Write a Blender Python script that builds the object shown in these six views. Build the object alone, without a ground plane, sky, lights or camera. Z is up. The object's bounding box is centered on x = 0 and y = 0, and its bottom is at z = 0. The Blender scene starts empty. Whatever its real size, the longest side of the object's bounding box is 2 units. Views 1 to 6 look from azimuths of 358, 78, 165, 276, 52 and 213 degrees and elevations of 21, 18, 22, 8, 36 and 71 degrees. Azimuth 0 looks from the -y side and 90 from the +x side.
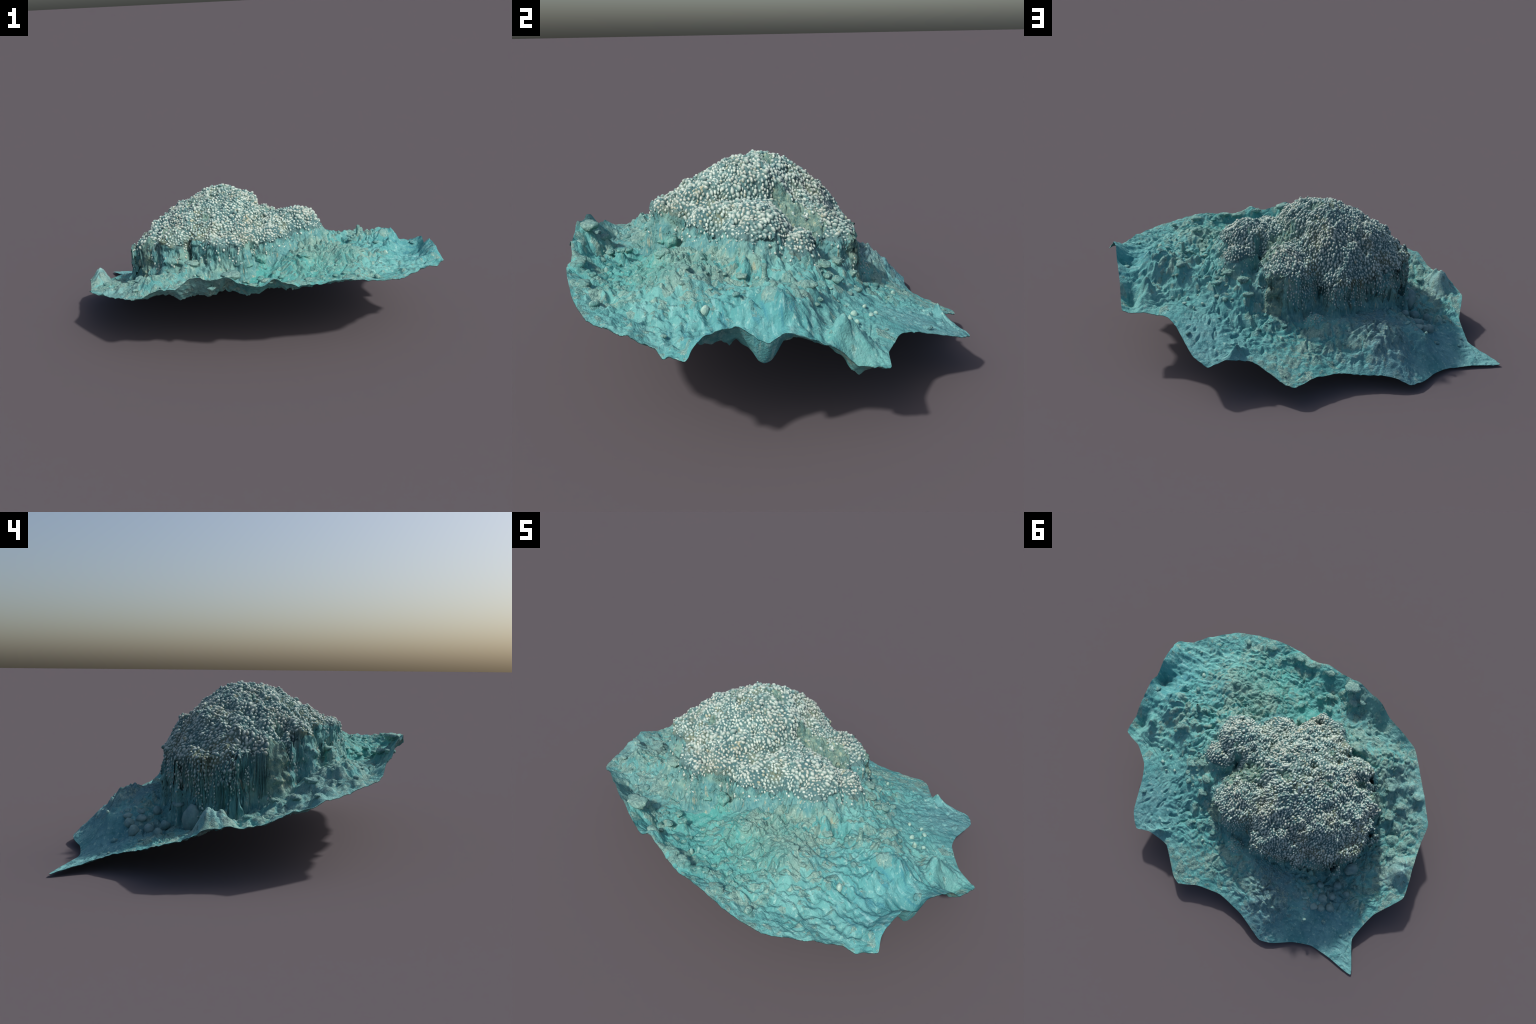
"""A patch of reef floor with a domed stony coral head, as a photogrammetry survey would record it:
a tilted, ragged-edged sheet of rubble sea bed (reef_bed) carrying boulders and pebbles, and on it a
lobed coral head covered by thousands of pale, finger-tip sized polyps."""
import bpy, math
import numpy as np
from mathutils import Vector, Matrix

rng = np.random.default_rng(7)

# ------------------------------------------------------------------ noise helpers
def _hash(ix, iy, seed):
    h = (ix.astype(np.int64) * 374761393 + iy.astype(np.int64) * 668265263 + seed * 974711) & 0x7fffffff
    h = ((h ^ (h >> 13)) * 1274126177) & 0x7fffffff
    h = ((h ^ (h >> 16)) * 1103515245) & 0x7fffffff
    return (h ^ (h >> 15)) & 0xffff

def noise(x, y, scale, seed=0):
    """gradient noise, about -1..1, feature size = scale metres"""
    x = x / scale; y = y / scale
    x0 = np.floor(x); y0 = np.floor(y)
    fx = x - x0; fy = y - y0
    u = fx * fx * fx * (fx * (fx * 6 - 15) + 10); v = fy * fy * fy * (fy * (fy * 6 - 15) + 10)
    def g(i, j):
        a = _hash(x0 + i, y0 + j, seed) * (2 * np.pi / 65536)
        return np.cos(a) * (fx - i) + np.sin(a) * (fy - j)
    a = g(0, 0) * (1 - u) + g(1, 0) * u
    b = g(0, 1) * (1 - u) + g(1, 1) * u
    return 1.5 * (a * (1 - v) + b * v)

def fbm(x, y, scale, seed=0, octaves=4, gain=0.5):
    s = np.zeros_like(x); a = 1.0
    for o in range(octaves):
        s += a * noise(x, y, scale / 2 ** o, seed + o); a *= gain
    return s

def cobbles(x, y, scale, seed=0):
    """rounded lumps packed side by side: 1 at a lump's middle, 0 in the joints"""
    x = x / scale; y = y / scale
    x0 = np.floor(x); y0 = np.floor(y)
    f1 = np.full_like(x, 9.0); f2 = np.full_like(x, 9.0)
    for i in (-1, 0, 1):
        for j in (-1, 0, 1):
            px = x0 + i + _hash(x0 + i, y0 + j, seed) / 65536
            py = y0 + j + _hash(x0 + i, y0 + j, seed + 91) / 65536
            d = np.hypot(px - x, py - y)
            f2 = np.minimum(f2, np.maximum(d, f1)); f1 = np.minimum(f1, d)
    return np.clip((f2 - f1) * 1.6, 0, 1) ** 0.6

def sstep(a, b, t):
    t = np.clip((t - a) / (b - a), 0, 1)
    return t * t * (3 - 2 * t)

# ------------------------------------------------------------------ the ragged rim of the sheet
# corners of the rim in order round the patch (x, y, z)
RIM = [(-.955, .675, .010), (-.861, .500, .055), (-.897, .319, .108), (-.996, .153, .172), (-.957, -.016, .215),
       (-.927, -.175, .233), (-.910, -.278, .280), (-.812, -.409, .310), (-.621, -.626, .370), (-.473, -.669, .430),
       (-.309, -.726, .510), (-.178, -.762, .500), (-.052, -.781, .480), (.032, -.790, .470), (.084, -.780, .494),
       (.160, -.775, .456), (.277, -.787, .460), (.407, -.776, .474), (.557, -.753, .450), (.700, -.707, .433),
       (.834, -.590, .425), (.905, -.515, .412), (.945, -.500, .400), (.985, -.470, .425), (1.000, -.440, .405),
       (.978, -.405, .452), (.963, -.290, .478), (.963, -.190, .450), (.958, -.010, .375), (.957, .165, .292),
       (.848, .205, .285), (.745, .286, .288), (.705, .367, .270), (.653, .552, .205), (.587, .629, .176),
       (.503, .607, .185), (.372, .619, .172), (.248, .744, .105), (.193, .768, .092), (.092, .720, .100),
       (-.055, .692, .090), (-.222, .723, .075), (-.389, .789, .035), (-.468, .765, .030), (-.567, .697, .022),
       (-.674, .656, .012), (-.798, .659, .014)]
POLE = np.array([-.15, -.02])
N_ROUND, N_OUT = 1040, 415

rim = np.array(RIM); K = len(rim)
dense = []
for i in range(K):                                   # tight Catmull-Rom: nearly straight runs, crisp corners
    p0, p1, p2, p3 = rim[i - 1], rim[i], rim[(i + 1) % K], rim[(i + 2) % K]
    for t in np.linspace(0, 1, 24, endpoint=False):
        m1 = (p2 - p0) * .22; m2 = (p3 - p1) * .22
        dense.append((2*t**3 - 3*t*t + 1) * p1 + (t**3 - 2*t*t + t) * m1 + (-2*t**3 + 3*t*t) * p2 + (t**3 - t*t) * m2)
dense = np.array(dense)
seg = np.linalg.norm(np.diff(np.vstack([dense, dense[:1]])[:, :2], axis=0), axis=1)
arc = np.concatenate([[0], np.cumsum(seg)])
loop = np.vstack([dense, dense[:1]])
at = np.linspace(0, arc[-1], N_ROUND, endpoint=False)
EDGE = np.stack([np.interp(at, arc, loop[:, k]) for k in range(3)], axis=1)
S = np.linspace(0.0015, 1, N_OUT) ** 0.9
X = POLE[0] + S[:, None] * (EDGE[None, :, 0] - POLE[0])
Y = POLE[1] + S[:, None] * (EDGE[None, :, 1] - POLE[1])
SS = np.repeat(S[:, None], N_ROUND, axis=1)

# ------------------------------------------------------------------ the sea bed
# The lie of the floor: control points of a smooth sheet stretched to the rim (x, y, z), by district
FLOOR = [
    # dish along the -y edge and the hollow under the head's front
    (.05, -.60, .383), (.178, -.665, .408), (.10, -.52, .392), (.00, -.53, .374), (-.07, -.475, .378), (-.12, -.62, .390),
    (.30, -.63, .420), (.30, -.54, .432), (.40, -.68, .440), (-.18, -.68, .397), (-.05, -.69, .400), (-.20, -.53, .390), (.12, -.43, .425),
    # rubble apron to the +x side
    (.20, -.465, .462), (.26, -.44, .475), (.32, -.31, .466), (.37, -.22, .490), (.42, -.175, .490), (.47, -.20, .432),
    (.40, -.30, .470), (.36, .05, .470), (.41, -.04, .472), (.46, .06, .425), (.46, .154, .380), (.57, -.12, .442),
    (.63, .00, .440), (.62, .07, .380), (.72, -.21, .455), (.766, -.126, .478), (.767, -.057, .460), (.75, .03, .360),
    (.50, -.45, .478), (.52, -.39, .492), (.58, -.31, .455), (.44, -.53, .445), (.567, -.56, .438), (.719, -.36, .430),
    (.66, -.46, .425), (.80, -.40, .405), (.86, -.50, .400), (.88, -.33, .405), (.88, -.17, .385), (.925, -.205, .372),
    (.83, -.03, .385), (.83, .09, .372), (.89, .08, .300), (.77, .16, .315), (.90, .16, .285),
    # smooth sand towards +x +y
    (.63, .13, .335), (.647, .215, .322), (.55, .23, .312), (.44, .29, .295), (.466, .345, .275), (.357, .355, .258),
    (.60, .46, .240), (.457, .467, .226), (.506, .552, .205), (.32, .27, .335), (.21, .40, .240), (.19, .49, .206),
    (.139, .526, .186), (.28, .52, .195), (.30, .65, .150), (-.04, .632, .120), (.08, .62, .140), (.10, .45, .215), (.06, .50, .190),
    # terrace of fine coral and the rocky knoll behind the head
    (.02, .40, .245), (-.04, .47, .235), (-.12, .44, .252), (-.295, .40, .255), (-.45, .34, .243), (-.39, .43, .245), (-.35, .475, .243), (-.26, .52, .240), (-.33, .515, .240),
    (-.15, .55, .195), (-.263, .625, .185), (-.38, .66, .150), (-.40, .56, .195), (-.20, .66, .120), (-.47, .66, .085),
    # trough and stones towards -x
    (-.50, .45, .190), (-.56, .56, .160), (-.56, .64, .070), (-.64, .50, .088), (-.75, .55, .045), (-.84, .60, .028), (-.63, .38, .118), (-.62, .29, .130),
    (-.75, .40, .105), (-.75, .22, .135), (-.68, .12, .155), (-.76, -.03, .190), (-.86, .16, .160), (-.84, -.11, .228), (-.78, -.20, .250),
    (-.70, -.15, .235), (-.72, -.29, .285), (-.80, -.35, .275), (-.62, -.29, .318), (-.67, -.44, .345), (-.50, -.50, .405), (-.50, -.42, .405),
    (-.57, -.54, .375), (-.477, -.30, .360), (-.40, -.38, .385), (-.34, -.54, .395), (-.33, -.44, .415), (-.27, -.665, .397), (-.39, -.655, .392), (-.45, -.59, .385), (-.54, -.60, .372), (-.77, -.47, .318),
    # under the head
    (-.20, .00, .320), (.00, .00, .370), (.20, .00, .440), (-.40, .10, .240), (-.15, -.30, .400), (.20, .20, .380), (-.20, .30, .250), (.05, .30, .280),
    (-.50, -.10, .280),
]
ctrl = np.array(FLOOR + [tuple(r) for r in RIM])
soft = .045
def _kernel(d2): return np.sqrt(d2 + soft * soft)
_n = len(ctrl)
_A = np.zeros((_n + 3, _n + 3))
_A[:_n, :_n] = _kernel(((ctrl[:, None, :2] - ctrl[None, :, :2]) ** 2).sum(-1)) - np.eye(_n) * .0015
_A[:_n, _n:] = np.c_[np.ones(_n), ctrl[:, :2]]; _A[_n:, :_n] = _A[:_n, _n:].T
_w = np.linalg.solve(_A, np.r_[ctrl[:, 2], 0, 0, 0])
def floor(x, y):
    z = _w[_n] + _w[_n + 1] * x + _w[_n + 2] * y
    for i in range(_n): z = z + _w[i] * _kernel((x - ctrl[i, 0]) ** 2 + (y - ctrl[i, 1]) ** 2)
    return z

def mound(x, y, cx, cy, rx, ry, turn, h, power=2.0):
    c, s = math.cos(math.radians(turn)), math.sin(math.radians(turn))
    a = (x - cx) * c + (y - cy) * s; b = -(x - cx) * s + (y - cy) * c
    d2 = (a / rx) ** 2 + (b / ry) ** 2
    return h * np.exp(-d2 ** (power / 2))

# knolls and pits that stand out of the sheet: centre, radii, turn in degrees, height, power (higher = flatter top, steeper side)
MOUNDS = [
    (.60, -.14, .05, .04, 20, .025, 2), (.80, -.12, .05, .05, 10, .015, 3),
    (.825, .06, .022, .045, 20, .030, 4), (.48, -.43, .07, .05, -35, .022, 6),
    (.53, -.06, .03, .02, 40, .02, 2),
    (.442, .570, .034, .016, 20, .055, 1.5), (.46, .53, .03, .015, -40, .02, 2), (.72, -.50, .035, .02, 10, .012, 2),
    (-.57, .42, .08, .075, 0, .034, 3), (-.36, .57, .11, .05, 0, .024, 3),
    (-.905, .050, .048, .042, 0, .095, 1.8), (-.895, -.015, .040, .038, 0, .060, 1.8),
    (.0, .42, .045, .038, 0, .040, 4), (-.263, .634, .028, .022, 0, .020, 3), (-.33, .515, .05, .018, -15, .015, 2),
    (-.566, .564, .020, .016, 0, .030, 1.6), (-.60, -.47, .045, .03, 20, .018, 2), (-.71, -.41, .035, .03, 0, .02, 3),
    (-.55, -.44, .05, .04, 0, .02, 2), (-.28, -.47, .05, .03, 20, .022, 3), (-.36, -.43, .03, .03, 0, .025, 3),
    (.940, -.205, .030, .040, 0, -.035, 3), (.905, .085, .03, .05, 0, -.025, 2), (.763, -.223, .02, .02, 0, .03, 2), (-.53, -.505, .05, .04, 0, .03, 2), (-.43, -.445, .03, .03, 0, .025, 2),
    (-.26, .53, .05, .03, 0, .02, 3), (-.036, .485, .04, .025, 0, .022, 3),
    (.21, -.38, .05, .04, 0, .02, 2),
]

# boulders: centre x, y, height of the top, radii, turn; the bed is pulled up round each, as the scan draped over them
BOULDERS = [
        (-.125, -.722, .525, .050, .036, 30), (-.165, -.663, .450, .030, .026, 0), (-.215, -.700, .455, .030, .024, 50), (.053, -.748, .492, .034, .024, -10),
        (.182, -.742, .470, .036, .024, 10), (.262, -.748, .480, .040, .026, 0), (.45, -.72, .470, .034, .026, 20),
        (.025, -.597, .440, .022, .018, 40), (-.02, -.64, .425, .026, .020, 0), (.10, -.497, .424, .024, .018, 70), (.259, -.452, .500, .036, .030, 20), (.47, -.19, .452, .026, .020, 30),
        (-.05, -.57, .415, .024, .018, -30), (.08, -.67, .425, .022, .018, 0), (.34, -.70, .460, .022, .018, 30),
        (-.33, -.42, .478, .040, .030, 10), (-.46, -.345, .418, .030, .024, 0), (-.62, -.34, .372, .034, .026, 60), (-.72, -.285, .318, .030, .024, 20),
        (-.78, -.38, .335, .030, .022, 0), (-.69, -.20, .295, .026, .022, 20), (-.845, -.102, .252, .024, .020, 0), (-.80, -.02, .220, .022, .018, 0),
        (.634, .008, .465, .030, .024, 40), (.40, .13, .445, .030, .024, 0), (.46, .154, .405, .028, .022, 30), (.33, .20, .430, .030, .024, 0), (.32, .262, .372, .030, .024, 0),
        (.211, .388, .262, .024, .018, 0), (.16, .42, .245, .020, .016, 30), (.035, -.400, .485, .032, .026, 0), (-.035, -.428, .450, .028, .022, 0), (-.118, -.462, .437, .030, .016, 30)]

def bed_height(x, y, s):
    z = floor(x, y)
    for m in MOUNDS:
        z = z + mound(x, y, *m)
    for bx, by, top, rx, ry, turn in BOULDERS:
        g0 = float(floor(np.array(bx), np.array(by)))
        g0 += sum(float(mound(np.array(bx), np.array(by), *m)) for m in MOUNDS)
        z = z + mound(x, y, bx, by, rx * 1.25, ry * 1.25, turn, np.clip(top - g0, .006, .06) * .75, 2.6)
    wx = x + .018 * noise(x, y, .08, 61); wy = y + .018 * noise(x, y, .08, 62)
    quiet = mound(x, y, -.02, -.50, .14, .05, 25, .8) + mound(x, y, .62, .40, .20, .20, 0, .65) + mound(x, y, .15, .62, .25, .12, 0, .6) \
        + mound(x, y, -.75, .55, .20, .14, 0, .75) + mound(x, y, .86, -.30, .09, .22, 0, .4) + mound(x, y, -.50, .70, .2, .08, 0, .6) \
        + mound(x, y, -.22, .43, .24, .06, -22, .7, 4)
    lumpy = mound(x, y, -.30, .57, .17, .085, -8, 1, 4)               # the rocky knoll behind the head
    rough = np.clip(1 - quiet, .12, 1) * (1 - .65 * sstep(.90, 1, s))
    crag = sstep(-.4, .5, noise(x, y, .22, 71))
    z = z + rough * (.010 * fbm(wx, wy, .11, 11, 3) + .021 * (cobbles(wx, wy, .065, 5) - .55) * crag
                     + .010 * (cobbles(wx, wy, .033, 6) - .5) * (.35 + .65 * sstep(-.3, .4, noise(x, y, .13, 72)))
                     + .005 * fbm(wx, wy, .025, 21, 3) - .016 * np.abs(noise(wx, wy, .055, 33)) - .001)
    z = z + lumpy * (.020 * (cobbles(wx, wy, .05, 7) - .4) + .010 * fbm(wx, wy, .04, 24, 3))
    apron = mound(x, y, .36, -.16, .20, .26, -15, 1, 4)                # buttresses and clefts of the apron under the head
    z = z + apron * (.024 * (cobbles(wx * 1.1 + .4 * noise(x, y, .1, 29) * .05, wy, .075, 8) - .55) + .014 * (cobbles(wx, wy, .038, 9) - .5) - .016 * np.abs(noise(wx, wy, .04, 34)) + .006)
    lip = sstep(.60, .75, x) * (1 - sstep(.10, .22, y)) * (1 - .5 * sstep(.93, 1, s))                # folds running down to the +x lip
    z = z + lip * (.013 * noise(x * .45, y, .05, 26) + .008 * noise(x * .5, y, .024, 27))
    # shallow scour marks on the sand, fine nubs on the terrace
    sand = mound(x, y, .42, .38, .26, .20, 0, 1, 4)
    z = z - sand * .016 * sstep(.35, .8, noise(x * .6 + y * .8, (y * .6 - x * .8) * 2.2, .055, 75))
    z = z + mound(x, y, -.24, .43, .22, .065, -22, 1, 6) * .005 * (cobbles(x, y, .014, 78) - .5)
    return z

# ------------------------------------------------------------------ the coral head: a cluster of caps
# centre; radii, falls from top to brim and profile powers, each towards +x, +y, -x, -y; top height; wall run-out
LOBES = [
    dict(at=(-.14, .00), r=(.185, .382, .518, .340), top=.750, fall=(.07, .320, .305, .165), power=(2, 2.0, 1.65, 2), wall=.020, diag=(.10, .010, .0, .0)),   # crown
    dict(at=(-.14, -.29), r=(.15, .20, .145, .175), top=.612, fall=(.05, .06, .04, .045), power=(2, 2, 2, 2.4), wall=.024),      # front shelf
    dict(at=(.07, -.21), r=(.13, .14, .16, .125), top=.605, fall=(.04, .03, .04, .07), power=(2, 2, 2, 2), wall=.026),            # bridge
    dict(at=(.25, -.11), r=(.150, .125, .14, .110), top=.630, fall=(.085, .05, .05, .08), power=(2, 2, 2, 2), wall=.024),         # +x knuckle
    dict(at=(.33, .045), r=(.080, .065, .10, .08), top=.545, fall=(.06, .05, .03, .05), power=(2, 2, 2, 2), wall=.024),
    dict(at=(.10, -.07), r=(.13, .12, .14, .14), top=.606, fall=(.04, .05, .0, .03), power=(2, 2, 2, 2), wall=.04),                # broken ledge under the crown
    dict(at=(.06, .09), r=(.14, .13, .14, .14), top=.590, fall=(.105, .06, .00, .03), power=(1.4, 1.5, 2, 2), wall=.04),          # overgrown saddle
    dict(at=(.09, .195), r=(.145, .145, .19, .120), top=.562, fall=(.085, .095, .08, .03), power=(1.7, 1.6, 2, 2), wall=.026),     # rear shoulder
    dict(at=(-.050, .055), r=(.040, .035, .08, .06), top=.640, fall=(.05, .03, .05, .03), power=(2, 2, 2, 2), wall=.025),          # thumb under the crown
    dict(at=(-.400, -.270), r=(.08, .09, .09, .075), top=.604, fall=(.06, .05, .06, .06), power=(2, 2, 2, 2), wall=.022),         # side knob
    dict(at=(-.53, -.16), r=(.11, .11, .085, .075), top=.520, fall=(.04, .04, .10, .06), power=(2, 2, 2, 2), wall=.024),           # worn knob
]

def cap(x, y, L, wob):
    cx, cy = L['at']
    dx = (x - cx); dy = (y - cy)
    a = dx / np.where(dx > 0, L['r'][0], L['r'][2]); b = dy / np.where(dy > 0, L['r'][1], L['r'][3])
    d = np.sqrt(a * a + b * b) * wob
    w = np.array([np.maximum(a, 0) ** 2, np.maximum(b, 0) ** 2, np.maximum(-a, 0) ** 2, np.maximum(-b, 0) ** 2])
    tot = w.sum(0) + 1e-9
    by_side = lambda k: sum(w[i] * L[k][i] for i in range(4)) / tot
    z = L['top'] - by_side('fall') * d ** by_side('power')
    if 'diag' in L:                                     # the crown is pinched between its four sides: NE, NW, SW, SE
        q = 2 * np.abs(a * b) / (a * a + b * b + 1e-9)
        e = np.where(a > 0, np.where(b > 0, L['diag'][0], L['diag'][3]), np.where(b > 0, L['diag'][1], L['diag'][2]))
        z = z - e * q * d ** 1.8
    return z, (d - 1) * by_side('r')                    # height, metres beyond the brim

def head_height(x, y, ground):
    """height with the head on, and depth inside the brim"""
    h = np.full_like(x, -9.0); inside = np.full_like(x, -9.0)
    # shared by all lobes: a wobble of the brim, and how the wall below it widens and is stepped
    wob = 1 + .09 * noise(x, y, .12, 41) + .07 * noise(x, y, .055, 42) + .035 * noise(x, y, .025, 43)
    ragged = 1.15 + .8 * noise(x, y, .09, 45) + .35 * noise(x, y, .035, 46)
    ledge = np.clip(.5 + .5 * noise(x, y, .10, 47), .15, .85)      # part way down a ledge, then a second drop
    for L in LOBES:
        z, run = cap(x, y, L, wob)
        width = L['wall'] * ragged
        t = run / np.maximum(width, .008)
        w = 1 - (1 - ledge) * sstep(0, .6, t) - ledge * sstep(.5, 1.5, t)
        zi = ground + np.maximum(z - ground, 0) * w
        k = .012
        m = np.maximum(h, zi); h = m + k * np.log1p(np.exp(-np.abs(h - zi) / k)) * (zi > ground + .01) * (h > ground + .01)
        inside = np.maximum(inside, np.where(z > ground + .015, -run, -9))
    return h, inside

# patches where the head has died back under turf (x, y, radii)
TURF = [(.10, .070, .10, .065), (.18, .13, .05, .06), (-.115, .02, .055, .028), (-.47, -.19, .035, .03), (-.58, -.20, .05, .045), (.20, .325, .06, .035), (.24, -.02, .03, .02), (-.33, -.06, .03, .02), (-.25, -.24, .02, .015)]
def turf_at(x, y):
    x = x + .02 * noise(x, y, .05, 81); y = y + .02 * noise(x, y, .05, 82)
    t = np.zeros_like(x)
    for cx, cy, rx, ry in TURF: t = np.maximum(t, 1 - ((x - cx) / rx) ** 2 - ((y - cy) / ry) ** 2)
    return t

G = bed_height(X, Y, SS)
H, INSIDE = head_height(X, Y, G)
on_head = sstep(-.03, .0, INSIDE)
wX = X + .012 * noise(X, Y, .05, 53); wY = Y + .012 * noise(X, Y, .05, 54)
relief = .012 * fbm(X, Y, .09, 51, 3) - .022 * np.abs(noise(X, Y, .07, 57)) ** .8 + .004 + .021 * (cobbles(wX, wY, .055, 56) - .45) * sstep(-.3, .5, noise(X, Y, .16, 52)) + .005 * (cobbles(X, Y, .018, 55) - .5) + .004
hollows = sum(mound(X, Y, cx, cy, r, r * .8, 0, -dp) for cx, cy, r, dp in
              [(-.21, -.10, .025, .04), (-.03, -.165, .02, .06), (-.45, -.20, .035, .04), (-.30, -.22, .02, .03),
               (.28, .00, .02, .035), (.0, .105, .045, .055), (.20, -.235, .035, .05), (.175, -.27, .03, .03), (-.36, .05, .03, .015), (-.27, .17, .03, .012), (-.09, .01, .06, .012), (.05, -.24, .018, .03), (-.17, -.20, .016, .03), (.055, -.135, .026, .045), (-.085, -.395, .024, .05), (.30, -.175, .02, .04), (-.20, -.37, .02, .03), (.17, .04, .025, .03), (.02, -.33, .022, .04), (-.33, -.10, .018, .028), (-.06, .20, .018, .025), (.15, -.05, .02, .03), (-.50, -.10, .02, .02), (-.12, -.35, .015, .025)])
flank = sstep(.02, .06, H - G) * (1 - on_head)
Z = np.where(H > G + 1e-4, H, G) + on_head * (relief + hollows) + flank * (.016 * fbm(X, Y, .05, 58, 3) + .012 * (cobbles(X, Y, .04, 59) - .5))
bare = sstep(-.2, .4, turf_at(X, Y)) * on_head
Z = Z + bare * (.016 * (cobbles(wX, wY, .035, 87) - .5) + .010 * fbm(X, Y, .03, 88, 3) - .006)
Z = Z - min(0, Z[-1].min() - .008)

# ------------------------------------------------------------------ meshes of bed and head, one skin cut in two
P = np.stack([X, Y, Z], -1)
# crags on the flanks: push the steep faces in and out along their plan direction, so that they get ledges and overhangs
gi = np.gradient(Z, axis=0) / (np.hypot(np.gradient(X, axis=0), np.gradient(Y, axis=0)) + 1e-9)
steep = sstep(.8, 2.0, -gi) * sstep(.01, .05, H - G) * (1 - sstep(.0, .02, INSIDE))
across = (X - Y) * .7; along = (X + Y) * .7
crags = fbm(across, Z, .06, 63, 3) + fbm(along, Z * 1.1 + .3, .06, 64, 3) + .6 * (cobbles(across + .3 * along, Z, .045, 65) - .5)
out = np.stack([X - POLE[0], Y - POLE[1]], -1); out /= np.linalg.norm(out, axis=-1, keepdims=True) + 1e-9
P[..., :2] += out * (steep * (.015 * crags - .004))[..., None]
n_i, n_j = N_OUT, N_ROUND
Z = P[..., 2]
du = np.empty_like(P); du[1:-1] = P[2:] - P[:-2]; du[0] = P[1] - P[0]; du[-1] = P[-1] - P[-2]
dv = np.roll(P, -1, 1) - np.roll(P, 1, 1)
NRM = np.cross(du, dv); NRM /= np.linalg.norm(NRM, axis=-1, keepdims=True) + 1e-12
if NRM[..., 2].mean() < 0: NRM = -NRM

I, J = np.meshgrid(np.arange(n_i - 1), np.arange(n_j), indexing='ij')
J2 = (J + 1) % n_j
QUADS = np.stack([I * n_j + J, (I + 1) * n_j + J, (I + 1) * n_j + J2, I * n_j + J2], -1).reshape(-1, 4)
face_in = INSIDE.reshape(-1)[QUADS].mean(1)
face_x = X.reshape(-1)[QUADS].mean(1); face_y = Y.reshape(-1)[QUADS].mean(1)

def make_mesh(name, verts, faces, mats, mat_index=None, normals=None, smooth=True):
    me = bpy.data.meshes.new(name)
    me.from_pydata([], [], [])
    faces = np.asarray(faces); k = faces.shape[1]
    me.vertices.add(len(verts)); me.vertices.foreach_set('co', np.asarray(verts, np.float32).reshape(-1))
    me.loops.add(faces.size); me.loops.foreach_set('vertex_index', faces.astype(np.int32).reshape(-1))
    me.polygons.add(len(faces))
    me.polygons.foreach_set('loop_start', np.arange(0, faces.size, k, dtype=np.int32))
    for m in mats: me.materials.append(m)
    if mat_index is not None: me.polygons.foreach_set('material_index', np.asarray(mat_index, np.int32))
    me.polygons.foreach_set('use_smooth', np.full(len(faces), smooth))
    me.update(calc_edges=True); me.validate()
    if normals is not None:
        me.normals_split_custom_set_from_vertices(normals.astype(float).tolist())
    return me

def add(name, me, parent=None):
    ob = bpy.data.objects.new(name, me)
    bpy.context.scene.collection.objects.link(ob)
    if parent is not None: ob.parent = parent
    return ob

# ------------------------------------------------------------------ materials
def mat_new(name):
    m = bpy.data.materials.new(name); m.use_nodes = True
    nt = m.node_tree; b = nt.nodes['Principled BSDF']
    b.inputs['Roughness'].default_value = .85
    b.inputs['Specular IOR Level'].default_value = .15
    return m, nt, b

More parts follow.
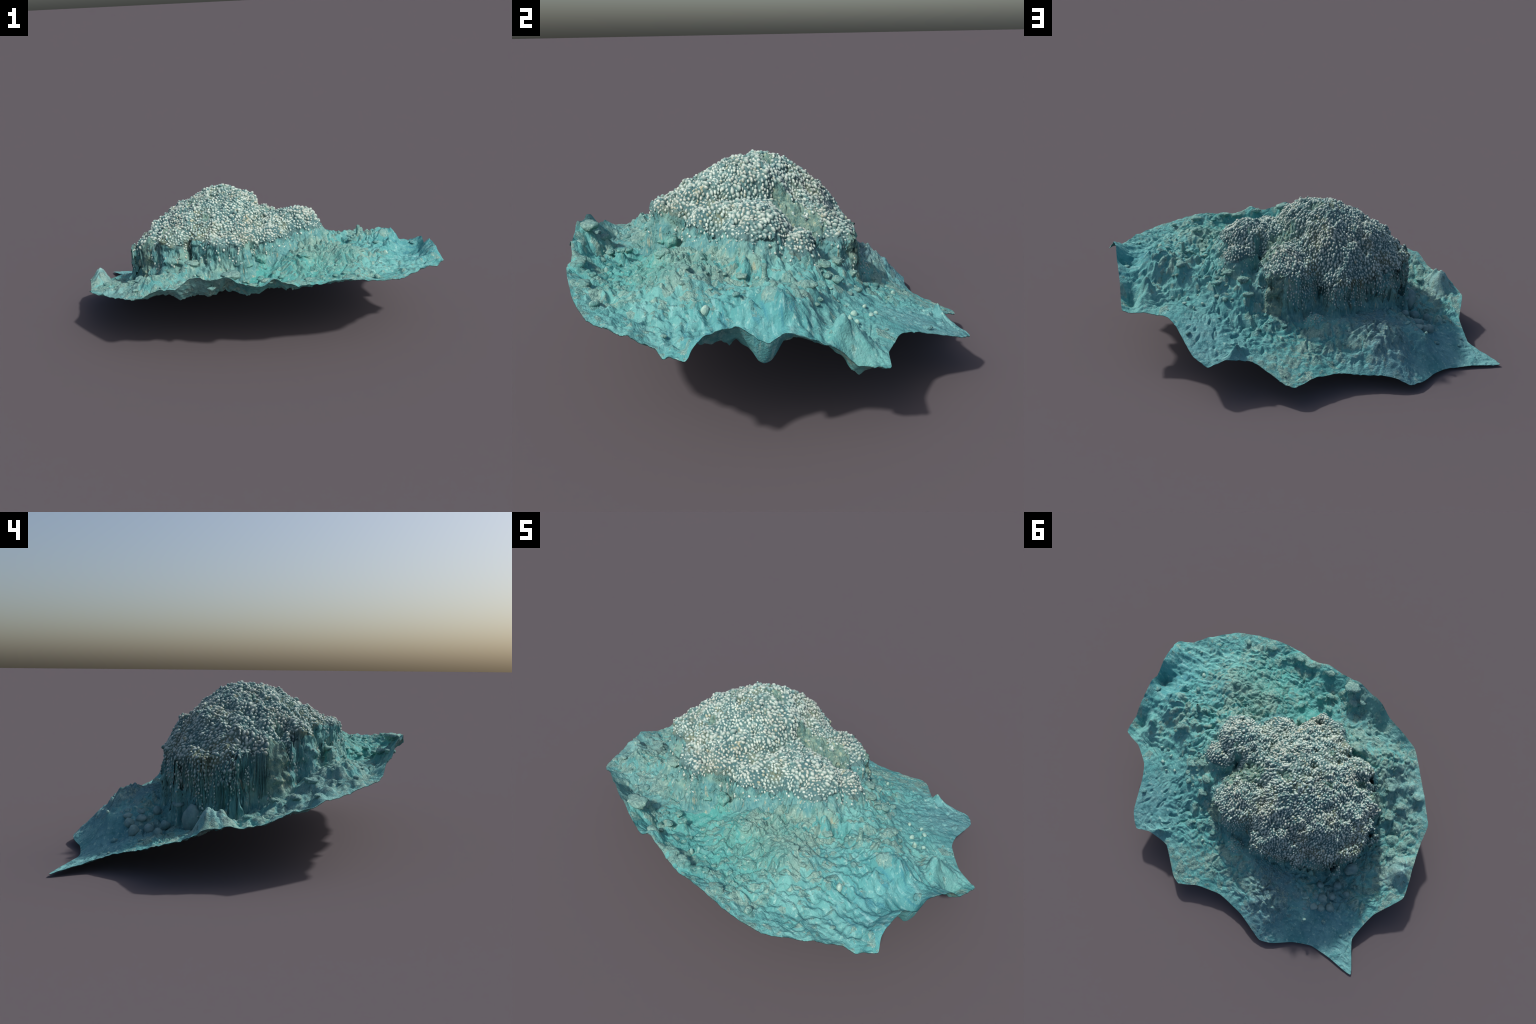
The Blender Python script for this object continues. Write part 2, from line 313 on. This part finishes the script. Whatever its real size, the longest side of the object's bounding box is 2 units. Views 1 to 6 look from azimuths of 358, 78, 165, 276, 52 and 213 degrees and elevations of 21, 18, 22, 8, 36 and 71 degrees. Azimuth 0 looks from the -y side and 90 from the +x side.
class N:
    """a few short cuts for wiring nodes"""
    def __init__(s, nt): s.nt = nt; s.co = nt.nodes.new('ShaderNodeTexCoord').outputs['Object']
    def node(s, t, **kw):
        n = s.nt.nodes.new(t)
        for k, v in kw.items():
            if hasattr(n, k): setattr(n, k, v)
        return n
    def put(s, sock, v):
        if hasattr(v, 'node'): s.nt.links.new(v, sock)
        else: sock.default_value = v
    def mapped(s, scale=(1, 1, 1), loc=(0, 0, 0), rot=(0, 0, 0), src=None):
        n = s.node('ShaderNodeMapping'); s.put(n.inputs['Vector'], src or s.co)
        n.inputs['Scale'].default_value = scale; n.inputs['Location'].default_value = loc; n.inputs['Rotation'].default_value = rot
        return n.outputs[0]
    def noise(s, scale, detail=3, rough=.55, vec=None, dist=0):
        n = s.node('ShaderNodeTexNoise'); s.put(n.inputs['Vector'], vec or s.co)
        n.inputs['Scale'].default_value = scale; n.inputs['Detail'].default_value = detail
        n.inputs['Roughness'].default_value = rough; n.inputs['Distortion'].default_value = dist
        return n.outputs['Fac']
    def voronoi(s, scale, vec=None, feature='F1', out='Distance'):
        n = s.node('ShaderNodeTexVoronoi', feature=feature); s.put(n.inputs['Vector'], vec or s.co)
        n.inputs['Scale'].default_value = scale
        return n.outputs[out]
    def ramp(s, fac, lo, hi, a=0., b=1.):
        n = s.node('ShaderNodeMapRange'); n.interpolation_type = 'SMOOTHSTEP'
        s.put(n.inputs['Value'], fac); n.inputs['From Min'].default_value = lo; n.inputs['From Max'].default_value = hi
        n.inputs['To Min'].default_value = a; n.inputs['To Max'].default_value = b
        return n.outputs[0]
    def math(s, op, a, b):
        n = s.node('ShaderNodeMath', operation=op); s.put(n.inputs[0], a); s.put(n.inputs[1], b); return n.outputs[0]
    def mix(s, fac, a, b, blend='MIX'):
        n = s.node('ShaderNodeMix', data_type='RGBA', blend_type=blend)
        s.put(n.inputs['Factor'], fac)
        for sock, v in ((n.inputs['A'], a), (n.inputs['B'], b)):
            pass
        s.put([i for i in n.inputs if i.name == 'A' and i.type == 'RGBA'][0], a if hasattr(a, 'node') else (*a, 1))
        s.put([i for i in n.inputs if i.name == 'B' and i.type == 'RGBA'][0], b if hasattr(b, 'node') else (*b, 1))
        return [o for o in n.outputs if o.type == 'RGBA'][0]
    def spot(s, x, y, r, inner=0.):
        """mask: 1 round (x, y) falling to 0 at r metres in plan, with a ragged border"""
        m = s.mapped(scale=(1, 1, 0), loc=(-x, -y, 0))
        n = s.node('ShaderNodeVectorMath', operation='LENGTH'); s.put(n.inputs[0], m)
        d = s.math('ADD', n.outputs['Value'], s.math('MULTIPLY', s.math('SUBTRACT', s.noise(9, 3), .5), r * .7))
        return s.ramp(d, inner * r, r, 1, 0)
    def bump(s, b, h, strength, dist):
        n = s.node('ShaderNodeBump'); s.put(n.inputs['Height'], h)
        n.inputs['Strength'].default_value = strength; n.inputs['Distance'].default_value = dist
        s.nt.links.new(n.outputs[0], b.inputs['Normal'])

def district_tints(n, col, k):
    """broad drifts of colour over the floor; k scales how bright they are"""
    def tint(x, y, r, amount, c, inner=0.):
        nonlocal col
        col = n.mix(n.math('MULTIPLY', n.spot(x, y, r, inner), amount), col, tuple(v * k for v in c))
    tint(.28, -.52, .42, .6, (.085, .355, .32))
    tint(.00, -.50, .18, .75, (.075, .37, .335))
    tint(.92, -.25, .34, .6, (.095, .33, .36))
    tint(.60, .50, .42, .65, (.125, .31, .345))
    tint(.25, .45, .20, .5, (.09, .33, .33))
    tint(-.35, .70, .40, .7, (.13, .28, .33))
    tint(-.70, .50, .34, .7, (.11, .27, .33))
    tint(-.30, .43, .22, .7, (.12, .23, .265), .4)
    tint(-.62, .30, .16, .5, (.12, .23, .26))
    tint(-.75, -.35, .40, .6, (.19, .34, .335))
    tint(-.30, -.70, .30, .6, (.17, .32, .32))
    tint(-.88, .06, .14, .7, (.30, .45, .45))
    tint(-.90, .64, .18, .7, (.19, .43, .44))
    return col

def sand_material():
    """turquoise sand and silt: green-teal towards the head, bluer at the rim, slate behind. The grain is drawn out
    along z, so that it runs in streaks down steep faces as in the survey"""
    m, nt, b = mat_new('turquoise_sand'); n = N(nt)
    tall = n.mapped(scale=(1, 1, .16))
    col = n.mix(n.ramp(n.noise(6, 4), .35, .65), (.100, .340, .335), (.160, .410, .392))
    col = district_tints(n, col, 1.)
    col = n.mix(n.math('MULTIPLY', n.ramp(n.noise(13, 4, .6, vec=n.mapped(loc=(1, 6, 3))), .50, .68), .5), col, (.045, .215, .235))
    col = n.mix(n.math('MULTIPLY', n.ramp(n.noise(15, 4, .6, vec=n.mapped(loc=(7, 2, 9))), .54, .72), .5), col, (.23, .45, .435))
    dark = n.ramp(n.noise(26, 4, .65, vec=tall, dist=.7), .52, .74)
    col = n.mix(n.math('MULTIPLY', dark, .55), col, (.04, .175, .19))
    fleck = n.ramp(n.noise(50, 4, .7, vec=tall), .56, .70)
    col = n.mix(n.math('MULTIPLY', fleck, .62), col, (.40, .63, .57))
    lip = n.spot(.86, -.25, .42, .45)                    # smears down the +x lip
    run = n.noise(1, 3, .6, vec=n.mapped(scale=(7, 48, 9)), dist=.5)
    col = n.mix(n.math('MULTIPLY', lip, n.ramp(run, .54, .70, 0, .6)), col, (.30, .56, .56))
    col = n.mix(n.math('MULTIPLY', lip, n.ramp(run, .46, .32, 0, .7)), col, (.05, .24, .30))
    grit = n.ramp(n.noise(170, 2, .6, vec=tall), .62, .76)
    col = n.mix(n.math('MULTIPLY', grit, .4), col, (.50, .68, .56))
    nt.links.new(col, b.inputs['Base Color'])
    n.bump(b, n.math('ADD', n.noise(40, 5, .68), n.math('MULTIPLY', n.noise(150, 3, .6), .35)), .7, .012)
    return m

def lump_material():
    """rubble and dead coral lumps: grey-green, speckled pale and dark"""
    m, nt, b = mat_new('grey_green_rubble'); n = N(nt)
    tall = n.mapped(scale=(1, 1, .2))
    col = n.mix(n.ramp(n.noise(12, 4), .35, .65), (.145, .36, .342), (.27, .46, .412))
    col = district_tints(n, col, 1.25)
    cream = n.spot(.30, -.25, .32, .3)                   # paler crust on the apron under the head
    col = n.mix(n.math('MULTIPLY', cream, n.ramp(n.noise(16, 4, .6), .42, .62, 0, .65)), col, (.36, .53, .45))
    col = n.mix(n.math('MULTIPLY', n.ramp(n.noise(9, 3), .48, .66), .4), col, (.25, .43, .37))
    dark = n.ramp(n.noise(42, 4, .68, vec=tall, dist=.8), .50, .68)
    col = n.mix(n.math('MULTIPLY', dark, .7), col, (.045, .165, .17))
    fleck = n.ramp(n.noise(75, 4, .7, vec=tall), .52, .66)
    col = n.mix(n.math('MULTIPLY', fleck, .65), col, (.46, .66, .56))
    warm = n.ramp(n.noise(44, 3, .6, vec=n.mapped(loc=(4, 7, 2), scale=(1, 1, .25))), .60, .70)
    col = n.mix(n.math('MULTIPLY', warm, .45), col, (.36, .45, .34))
    nt.links.new(col, b.inputs['Base Color'])
    n.bump(b, n.math('ADD', n.noise(55, 5, .7), n.math('MULTIPLY', n.noise(150, 3, .6), .35)), 1., .016)
    return m

def flank_material():
    """the flanks of the head below the brim: overgrown, with runs streaking downhill"""
    m, nt, b = mat_new('streaked_flank'); n = N(nt)
    streak = n.noise(1, 3, .6, vec=n.mapped(scale=(60, 60, 10)), dist=.8)  # vertical smears of the scan's stretched texture, put into the colour
    col = n.mix(n.ramp(streak, .34, .66), (.085, .26, .275), (.16, .35, .335))
    col = n.mix(n.math('MULTIPLY', n.ramp(n.noise(7, 3), .48, .68), .8), col, (.24, .41, .35))
    pale = n.ramp(n.noise(1, 3, .6, vec=n.mapped(scale=(85, 85, 18), loc=(3, 1, 0)), dist=.6), .60, .72)
    col = n.mix(n.math('MULTIPLY', pale, .65), col, (.52, .62, .55))
    tan = n.ramp(n.noise(1, 2, .5, vec=n.mapped(scale=(45, 45, 8), loc=(9, 4, 0))), .64, .74)
    col = n.mix(n.math('MULTIPLY', tan, .6), col, (.46, .44, .30))
    nt.links.new(col, b.inputs['Base Color'])
    n.bump(b, n.math('ADD', streak, n.noise(60, 4, .6)), .7, .012)
    return m

def tissue_material():
    """skin between the polyps"""
    m, nt, b = mat_new('coral_tissue'); n = N(nt)
    col = n.mix(n.ramp(n.noise(9, 3), .35, .65), (.075, .170, .18), (.115, .22, .22))
    col = n.mix(n.math('MULTIPLY', n.ramp(n.noise(6, 3), .50, .66), .65), col, (.22, .24, .15))
    col = n.mix(n.math('MULTIPLY', n.ramp(n.noise(85, 3, .65), .56, .70), .5), col, (.40, .50, .45))
    nt.links.new(col, b.inputs['Base Color'])
    n.bump(b, n.noise(95, 4, .6), .8, .008)
    return m

def turf_material():
    """yellow-green algal turf where the head has died back"""
    m, nt, b = mat_new('algal_turf'); n = N(nt)
    col = n.mix(n.ramp(n.noise(28, 4, .65), .38, .62), (.14, .29, .27), (.27, .42, .35))
    col = n.mix(n.math('MULTIPLY', n.ramp(n.noise(60, 3, .7), .54, .66), .7), col, (.54, .62, .44))
    col = n.mix(n.math('MULTIPLY', n.ramp(n.noise(40, 3, .7, vec=n.mapped(loc=(5, 2, 1))), .56, .68), .7), col, (.08, .20, .18))
    nt.links.new(col, b.inputs['Base Color'])
    n.bump(b, n.noise(70, 5, .7), 1., .014)
    return m

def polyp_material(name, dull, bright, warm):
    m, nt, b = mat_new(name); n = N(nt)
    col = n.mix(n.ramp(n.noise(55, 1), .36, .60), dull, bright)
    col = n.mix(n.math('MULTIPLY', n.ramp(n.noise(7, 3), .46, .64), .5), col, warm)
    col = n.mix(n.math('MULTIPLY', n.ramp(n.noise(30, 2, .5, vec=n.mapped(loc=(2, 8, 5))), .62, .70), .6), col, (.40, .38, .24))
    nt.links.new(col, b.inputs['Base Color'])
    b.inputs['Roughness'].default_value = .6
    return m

def stone_material(name, a, c):
    m, nt, b = mat_new(name); n = N(nt)
    col = n.mix(n.ramp(n.noise(30, 4, .65), .35, .68), a, c)
    col = n.mix(n.math('MULTIPLY', n.ramp(n.noise(80, 3, .7), .52, .68), .5), col, (.16, .36, .35))
    nt.links.new(col, b.inputs['Base Color'])
    n.bump(b, n.noise(90, 4, .65), .6, .008)
    return m

M_BED, M_LUMP, M_FLANK, M_TISSUE, M_TURF = sand_material(), lump_material(), flank_material(), tissue_material(), turf_material()
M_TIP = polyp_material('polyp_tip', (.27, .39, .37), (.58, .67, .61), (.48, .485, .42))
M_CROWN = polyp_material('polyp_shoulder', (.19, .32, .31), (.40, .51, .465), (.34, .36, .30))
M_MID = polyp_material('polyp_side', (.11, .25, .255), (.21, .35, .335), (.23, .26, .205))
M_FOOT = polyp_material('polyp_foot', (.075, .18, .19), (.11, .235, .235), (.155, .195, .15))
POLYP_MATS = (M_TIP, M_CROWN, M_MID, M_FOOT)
M_STONE = stone_material('grey_stone', (.15, .275, .285), (.24, .365, .36))
M_PALE = stone_material('pale_pebble', (.24, .44, .40), (.40, .58, .50))

# ------------------------------------------------------------------ objects: patch > bed, head > pieces
patch = add('coral_reef_patch', None)
patch['label'] = 'turquoise reef floor patch with domed pale-knobbed coral head'
patch['category'] = 'coral reef'

cut = -.06
is_head = face_in > cut
wfx = face_x + .018 * noise(face_x, face_y, .08, 61); wfy = face_y + .018 * noise(face_x, face_y, .08, 62)
lump_field = (cobbles(wfx, wfy, .065, 5) - .45) * sstep(-.4, .5, noise(face_x, face_y, .22, 71)) + .35 * (cobbles(wfx, wfy, .033, 6) - .5) \
    + .35 * fbm(face_x, face_y, .05, 85, 3) + .30 * noise(face_x, face_y, .30, 86) - .9 * mound(face_x, face_y, .62, .42, .24, .26, 0, 1, 3) \
    - .9 * mound(face_x, face_y, -.02, -.51, .12, .05, 25, 1) - .8 * mound(face_x, face_y, -.75, .57, .22, .12, 0, 1) - .7 * mound(face_x, face_y, .88, -.2, .08, .25, 0, 1) \
    + .5 * mound(face_x, face_y, .33, -.30, .20, .12, -40, 1) + .6 * mound(face_x, face_y, -.30, .58, .16, .08, -8, 1) + .3 * mound(face_x, face_y, -.55, -.45, .25, .15, -30, 1) - .05
is_lump = lump_field > .09
def submesh(mask, name, mats, idx):
    q = QUADS[mask]; used, inv = np.unique(q, return_inverse=True)
    return make_mesh(name, P.reshape(-1, 3)[used], inv.reshape(-1, 4), mats, idx, NRM.reshape(-1, 3)[used])

# zones of the head's skin
in_turf = np.zeros(len(QUADS), bool)
tf = turf_at(face_x, face_y)
zone = np.where(tf > 0, 2, np.where(face_in > -.004, 0, 1))
head = add('coral_head', submesh(is_head, 'coral_head', [M_TISSUE, M_FLANK, M_TURF], zone[is_head]), patch)

# the bed gets a thin underside and a rim, so that it has a body
low = P.copy(); low[..., 2] -= .003
i0 = int(N_OUT * .45)
bed_mask = ~is_head
q = QUADS[bed_mask]
under = QUADS[(I.reshape(-1) >= i0) & bed_mask][:, ::-1] + n_i * n_j
a = (n_i - 1) * n_j + np.arange(n_j); a2 = (n_i - 1) * n_j + (np.arange(n_j) + 1) % n_j
rimq = np.stack([a, a + n_i * n_j, a2 + n_i * n_j, a2], -1)
allv = np.vstack([P.reshape(-1, 3), low.reshape(-1, 3)])
alln = np.vstack([NRM.reshape(-1, 3), -NRM.reshape(-1, 3)])
bq = np.vstack([q, under, rimq])
used, inv = np.unique(bq, return_inverse=True)
bed = add('reef_bed', make_mesh('reef_bed', allv[used], inv.reshape(-1, 4), [M_BED, M_LUMP], np.r_[is_lump[bed_mask], is_lump[(I.reshape(-1) >= i0) & bed_mask], np.zeros(n_j)], alln[used]), patch)

# ------------------------------------------------------------------ polyps
def polyp_form(seed):
    """a blunt finger tip: rings from foot to crown, slightly lopsided; unit size"""
    r = np.random.default_rng(seed)
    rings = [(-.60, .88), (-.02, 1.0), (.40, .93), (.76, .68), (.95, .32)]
    seg = 9; v = []
    for z, rad in rings:
        for k in range(seg):
            a = 2 * math.pi * k / seg
            w = 1 + .10 * math.sin(2 * a + seed) + .05 * r.normal()
            v.append((rad * w * math.cos(a), rad * w * math.sin(a), z + .05 * r.normal()))
    v.append((0, 0, 1.02))
    f, mi = [], []
    for i in range(len(rings) - 1):
        for k in range(seg):
            a, b = i * seg + k, i * seg + (k + 1) % seg
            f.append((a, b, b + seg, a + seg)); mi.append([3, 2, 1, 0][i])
    top = len(v) - 1; base = (len(rings) - 1) * seg
    for k in range(seg):
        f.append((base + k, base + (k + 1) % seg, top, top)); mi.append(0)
    return np.array(v), np.array(f), np.array(mi)

FORMS = [polyp_form(s) for s in range(6)]
def form_mesh(i):
    v, f, mi = FORMS[i]
    me = bpy.data.meshes.new('coral_polyp')
    me.from_pydata(v.tolist(), [], [tuple(dict.fromkeys(q)) for q in f.tolist()])
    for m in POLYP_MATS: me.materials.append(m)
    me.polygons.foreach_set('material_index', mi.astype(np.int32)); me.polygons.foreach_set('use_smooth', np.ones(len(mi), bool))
    me.update(); return me
FORM_MESH = [form_mesh(i) for i in range(len(FORMS))]

fp = P.reshape(-1, 3)[QUADS]
area = .5 * np.linalg.norm(np.cross(fp[:, 2] - fp[:, 0], fp[:, 3] - fp[:, 1]), axis=1)
fn = NRM.reshape(-1, 3)[QUADS].mean(1); fn /= np.linalg.norm(fn, axis=1, keepdims=True)
fz = fp[:, :, 2].mean(1)
# polyps thin out over the brim; they leave the turf bare
drip = .006 * noise(face_x, face_y, .06, 95) + .010 * noise(face_x, face_y, .02, 96)
stray = (face_in > -.022) & ((noise((face_x - face_y) * .7, fz, .022, 91) + noise((face_x + face_y) * .7, fz + .3, .022, 90) > .62))
okf = ((face_in > .004 + .6 * drip) | stray) & (tf < .05 + 1.1 * np.clip(noise(face_x, face_y, .028, 94) + .05, 0, 1))
# behind and towards -x they carry on down the wall of the head
rear = (face_y > .02 + .35 * (face_x + .55)) & (face_x < .12)
okf |= rear & (face_in > -.035) & (face_in < .02) & (fz > .350 + .035 * noise(face_x, face_y, .08, 93) + .035 * noise((face_x - face_y) * .7, fz, .020, 92)) & (tf < .05)
# a skirt of polyps on the small colony behind
okf |= ((face_x - .0) / .05) ** 2 + ((face_y - .415) / .04) ** 2 < 1
wgt = np.where(okf, area, 0)
cand = rng.choice(len(QUADS), 80000, p=wgt / wgt.sum())
uv = rng.random((len(cand), 2))
c4 = fp[cand]
pos = (c4[:, 0] * (1 - uv[:, :1]) + c4[:, 1] * uv[:, :1]) * (1 - uv[:, 1:]) + (c4[:, 3] * (1 - uv[:, :1]) + c4[:, 2] * uv[:, :1]) * uv[:, 1:]
grid, chosen = {}, []
GAP = .0140
want = GAP * (1 + .25 * noise(pos[:, 0], pos[:, 1], .10, 97)) * (.84 + .36 * rng.random(len(pos)) ** 2)
cell = .02
for i in range(len(pos)):
    key = tuple((pos[i] // cell).astype(int)); clash = False
    for ax in (-1, 0, 1):
        for ay in (-1, 0, 1):
            for az in (-1, 0, 1):
                for j in grid.get((key[0] + ax, key[1] + ay, key[2] + az), ()):
                    d = pos[i] - pos[j]
                    if d[0] * d[0] + d[1] * d[1] + d[2] * d[2] < want[i] * want[i]: clash = True; break
                if clash: break
            if clash: break
        if clash: break
    if not clash:
        grid.setdefault(key, []).append(i); chosen.append(i)
chosen = np.array(chosen)

mats4 = []
for i in chosen:
    nrm = Vector(fn[cand[i]]); p = Vector(pos[i])
    axis = (nrm * .8 + Vector((rng.normal() * .12, rng.normal() * .12, .45))).normalized()
    steep = 1 - max(nrm.z, 0)
    flow = 1.1 + 1.5 * float(noise(np.array([p.x]), np.array([p.y]), .16, 99)[0])
    down = Vector((0, 0, -1)) - nrm * -nrm.z
    level = Vector((math.cos(flow), math.sin(flow), 0))
    long = (level * (1 - steep) + down.normalized() * steep * 1.6) if down.length > .05 else level
    long = (long - axis * long.dot(axis)).normalized()
    side = axis.cross(long)
    r = .0077 * (.60 + .66 * rng.random()) * (want[i] / GAP) * (.58 + .42 * float(sstep(-.025, .03, face_in[cand[i]])))
    st = 1.05 + .45 * rng.random() + .35 * steep
    M = Matrix.Identity(4)
    for c, (vec, s) in enumerate(((long, r * st), (side, r * .92), (axis, r * (.95 + .6 * rng.random())))):
        for k in range(3): M[k][c] = vec[k] * s
    for k in range(3): M[k][3] = p[k] - axis[k] * r * .32
    mats4.append((r * r * st, M, int(rng.integers(len(FORMS)))))
order = sorted(range(len(mats4)), key=lambda k: -mats4[k][0])
for k in order[:300]:
    ob = add('coral_polyp', FORM_MESH[mats4[k][2]], head); ob.matrix_local = mats4[k][1]
vs, fs, ms, off = [], [], [], 0
for k in order[300:]:
    v, f, mi = FORMS[mats4[k][2]]; M = np.array(mats4[k][1])
    vs.append(v @ M[:3, :3].T + M[:3, 3]); fs.append(f + off); ms.append(mi); off += len(v)
vs = np.vstack(vs); fs = np.vstack(fs); ms = np.concatenate(ms)
me = bpy.data.meshes.new('polyp_cover')
me.from_pydata(vs.tolist(), [], [tuple(dict.fromkeys(q)) for q in fs.tolist()])
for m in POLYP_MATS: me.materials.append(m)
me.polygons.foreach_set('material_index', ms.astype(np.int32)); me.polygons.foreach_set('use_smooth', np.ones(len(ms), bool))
me.update()
cover = add('polyp_cover', me, head); cover['kind'] = 'stuff'
print('polyps', len(mats4))

# ------------------------------------------------------------------ boulders, stones and pebbles lying on the bed
def rock_form(seed, lumpy, subdiv=3):
    import bmesh
    bm = bmesh.new(); bmesh.ops.create_icosphere(bm, subdivisions=subdiv, radius=1)
    co = np.array([v.co[:] for v in bm.verts])
    r = np.random.default_rng(seed); d = np.ones(len(co))
    for _ in range(7):                                   # knock flat facets off a ball
        ax = r.normal(size=3); ax /= np.linalg.norm(ax); lim = .62 + .25 * r.random()
        over = co @ ax - lim
        co = co - np.where(over > 0, over, 0)[:, None] * ax * .85
    co = co * (1 + lumpy * (noise(co[:, 0] + seed, co[:, 1] + co[:, 2] * .7, .6, seed) + .5 * noise(co[:, 2] + seed, co[:, 0] - co[:, 1] * .6, .3, seed + 3)))[:, None]
    for v, c in zip(bm.verts, co): v.co = c
    me = bpy.data.meshes.new('rock_form'); bm.to_mesh(me); bm.free()
    me.polygons.foreach_set('use_smooth', np.ones(len(me.polygons), bool))
    return me
ROCKS = [rock_form(i, .30) for i in range(5)]; SMALL = [rock_form(40 + i, .15, 2) for i in range(4)]; ROUND = [rock_form(20 + i, .07, 2) for i in range(3)]
flatX, flatY, flatZ = X.reshape(-1), Y.reshape(-1), Z.reshape(-1)
def ground_at(x, y):
    return flatZ[np.argmin((flatX - x) ** 2 + (flatY - y) ** 2)]
def lay(name, form, mat, x, y, top, rx, ry, turn, tilt=0.):
    """a rock sunk into the bed, with its top at the given height; its mesh is kept in the patch's frame, so that the rubble colour runs through"""
    g = ground_at(x, y); half = max((top - g) * .75, .55 * min(rx, ry))
    M = Matrix.Translation((x, y, top - half * .92)) @ Matrix.Rotation(math.radians(turn), 4, 'Z') @ Matrix.Rotation(tilt, 4, 'X') @ Matrix.Diagonal((rx, ry, half, 1))
    me = form.copy(); me.transform(M); me.name = name
    me.materials.append(mat)
    return add(name, me, bed)
for k, (x, y, top, rx, ry, turn) in enumerate(BOULDERS):
    lay('boulder', ROCKS[k % 5], M_LUMP, x, y, top, rx, ry, turn)
for k, (x, y, top, rx, ry, turn) in enumerate([
        (-.649, .167, .246, .046, .044, 0), (-.580, .240, .248, .034, .030, 30), (-.544, .341, .214, .022, .020, 0), (-.629, .285, .169, .030, .024, 0), (-.631, .358, .150, .030, .026, 0),
        (-.59, .40, .182, .032, .030, 20), (-.545, .415, .196, .028, .026, 0), (-.57, .47, .182, .030, .026, 0), (-.655, .42, .150, .030, .026, 0), (-.61, .45, .170, .026, .024, 0), (-.53, .50, .185, .026, .022, 30), (-.70, .30, .150, .022, .020, 0)]):
    lay('stone', (ROUND + SMALL)[k % 7], M_STONE, x, y, top, rx, ry, turn)
for k, (x, y, top, rx) in enumerate([(-.503, .450, .203, .026), (-.566, .564, .192, .011), (.621, .168, .336, .013), (.551, .231, .324, .011), (.643, .221, .330, .013),
        (.66, .14, .340, .010), (.60, .255, .316, .009), (.194, .488, .216, .011), (.149, .472, .212, .008), (.50, .18, .340, .010), (.323, -.312, .474, .008), (.178, -.655, .420, .009), (.71, -.35, .445, .018)]):
    lay('pebble', ROUND[k % 3], M_PALE, x, y, top, rx, rx * .75, 40 * k)
# rubble strewn at random, thickest on the apron and the -y dish
r2 = np.random.default_rng(23)
n_done = 0
while n_done < 110:
    i = int(r2.integers(int(N_OUT * .45), int(N_OUT * .96))); j = int(r2.integers(N_ROUND))
    x, y = X[i, j], Y[i, j]
    if INSIDE[i, j] > -.06: continue
    p = .12 + .6 * math.exp(-((x - .40) ** 2 / .06 + (y + .25) ** 2 / .06)) + .5 * math.exp(-((x + .5) ** 2 / .1 + (y + .4) ** 2 / .06)) + .3 * math.exp(-((x - .1) ** 2 / .1 + (y + .6) ** 2 / .03)) \
        + .6 * math.exp(-((x - .40) ** 2 / .02 + (y - .1) ** 2 / .02))
    if r2.random() > p: continue
    sz = .008 + .014 * r2.random() ** 2
    pale = r2.random() < .15
    lay('pebble' if pale else 'small_rock', (ROUND[n_done % 3] if pale else SMALL[n_done % 4]), M_PALE if pale else M_LUMP, x, y, Z[i, j] + sz * (.3 + .5 * r2.random()),
        sz * (.5 if pale else 1), sz * (.4 if pale else .75), r2.random() * 360)
    n_done += 1

# a small upright tube sponge on the +x knoll
tx, ty = .601, -.137
tz = ground_at(tx, ty)
prof = [(-.015, .017), (.0, .013), (.012, .0095), (.028, .0085), (.042, .0095), (.050, .0085), (.052, .005), (.044, .004)]
tv, tf_ = [], []
for z, r in prof:
    for k in range(14):
        a = 2 * math.pi * k / 14
        tv.append((r * math.cos(a) * (1 + .08 * math.sin(3 * a)), r * math.sin(a), z))
for i in range(len(prof) - 1):
    for k in range(14):
        tf_.append((i * 14 + k, i * 14 + (k + 1) % 14, (i + 1) * 14 + (k + 1) % 14, (i + 1) * 14 + k))
tube = add('tube_sponge', make_mesh('tube_sponge', np.array(tv), np.array(tf_), [M_LUMP]), bed)
tube.location = (tx, ty, tz)
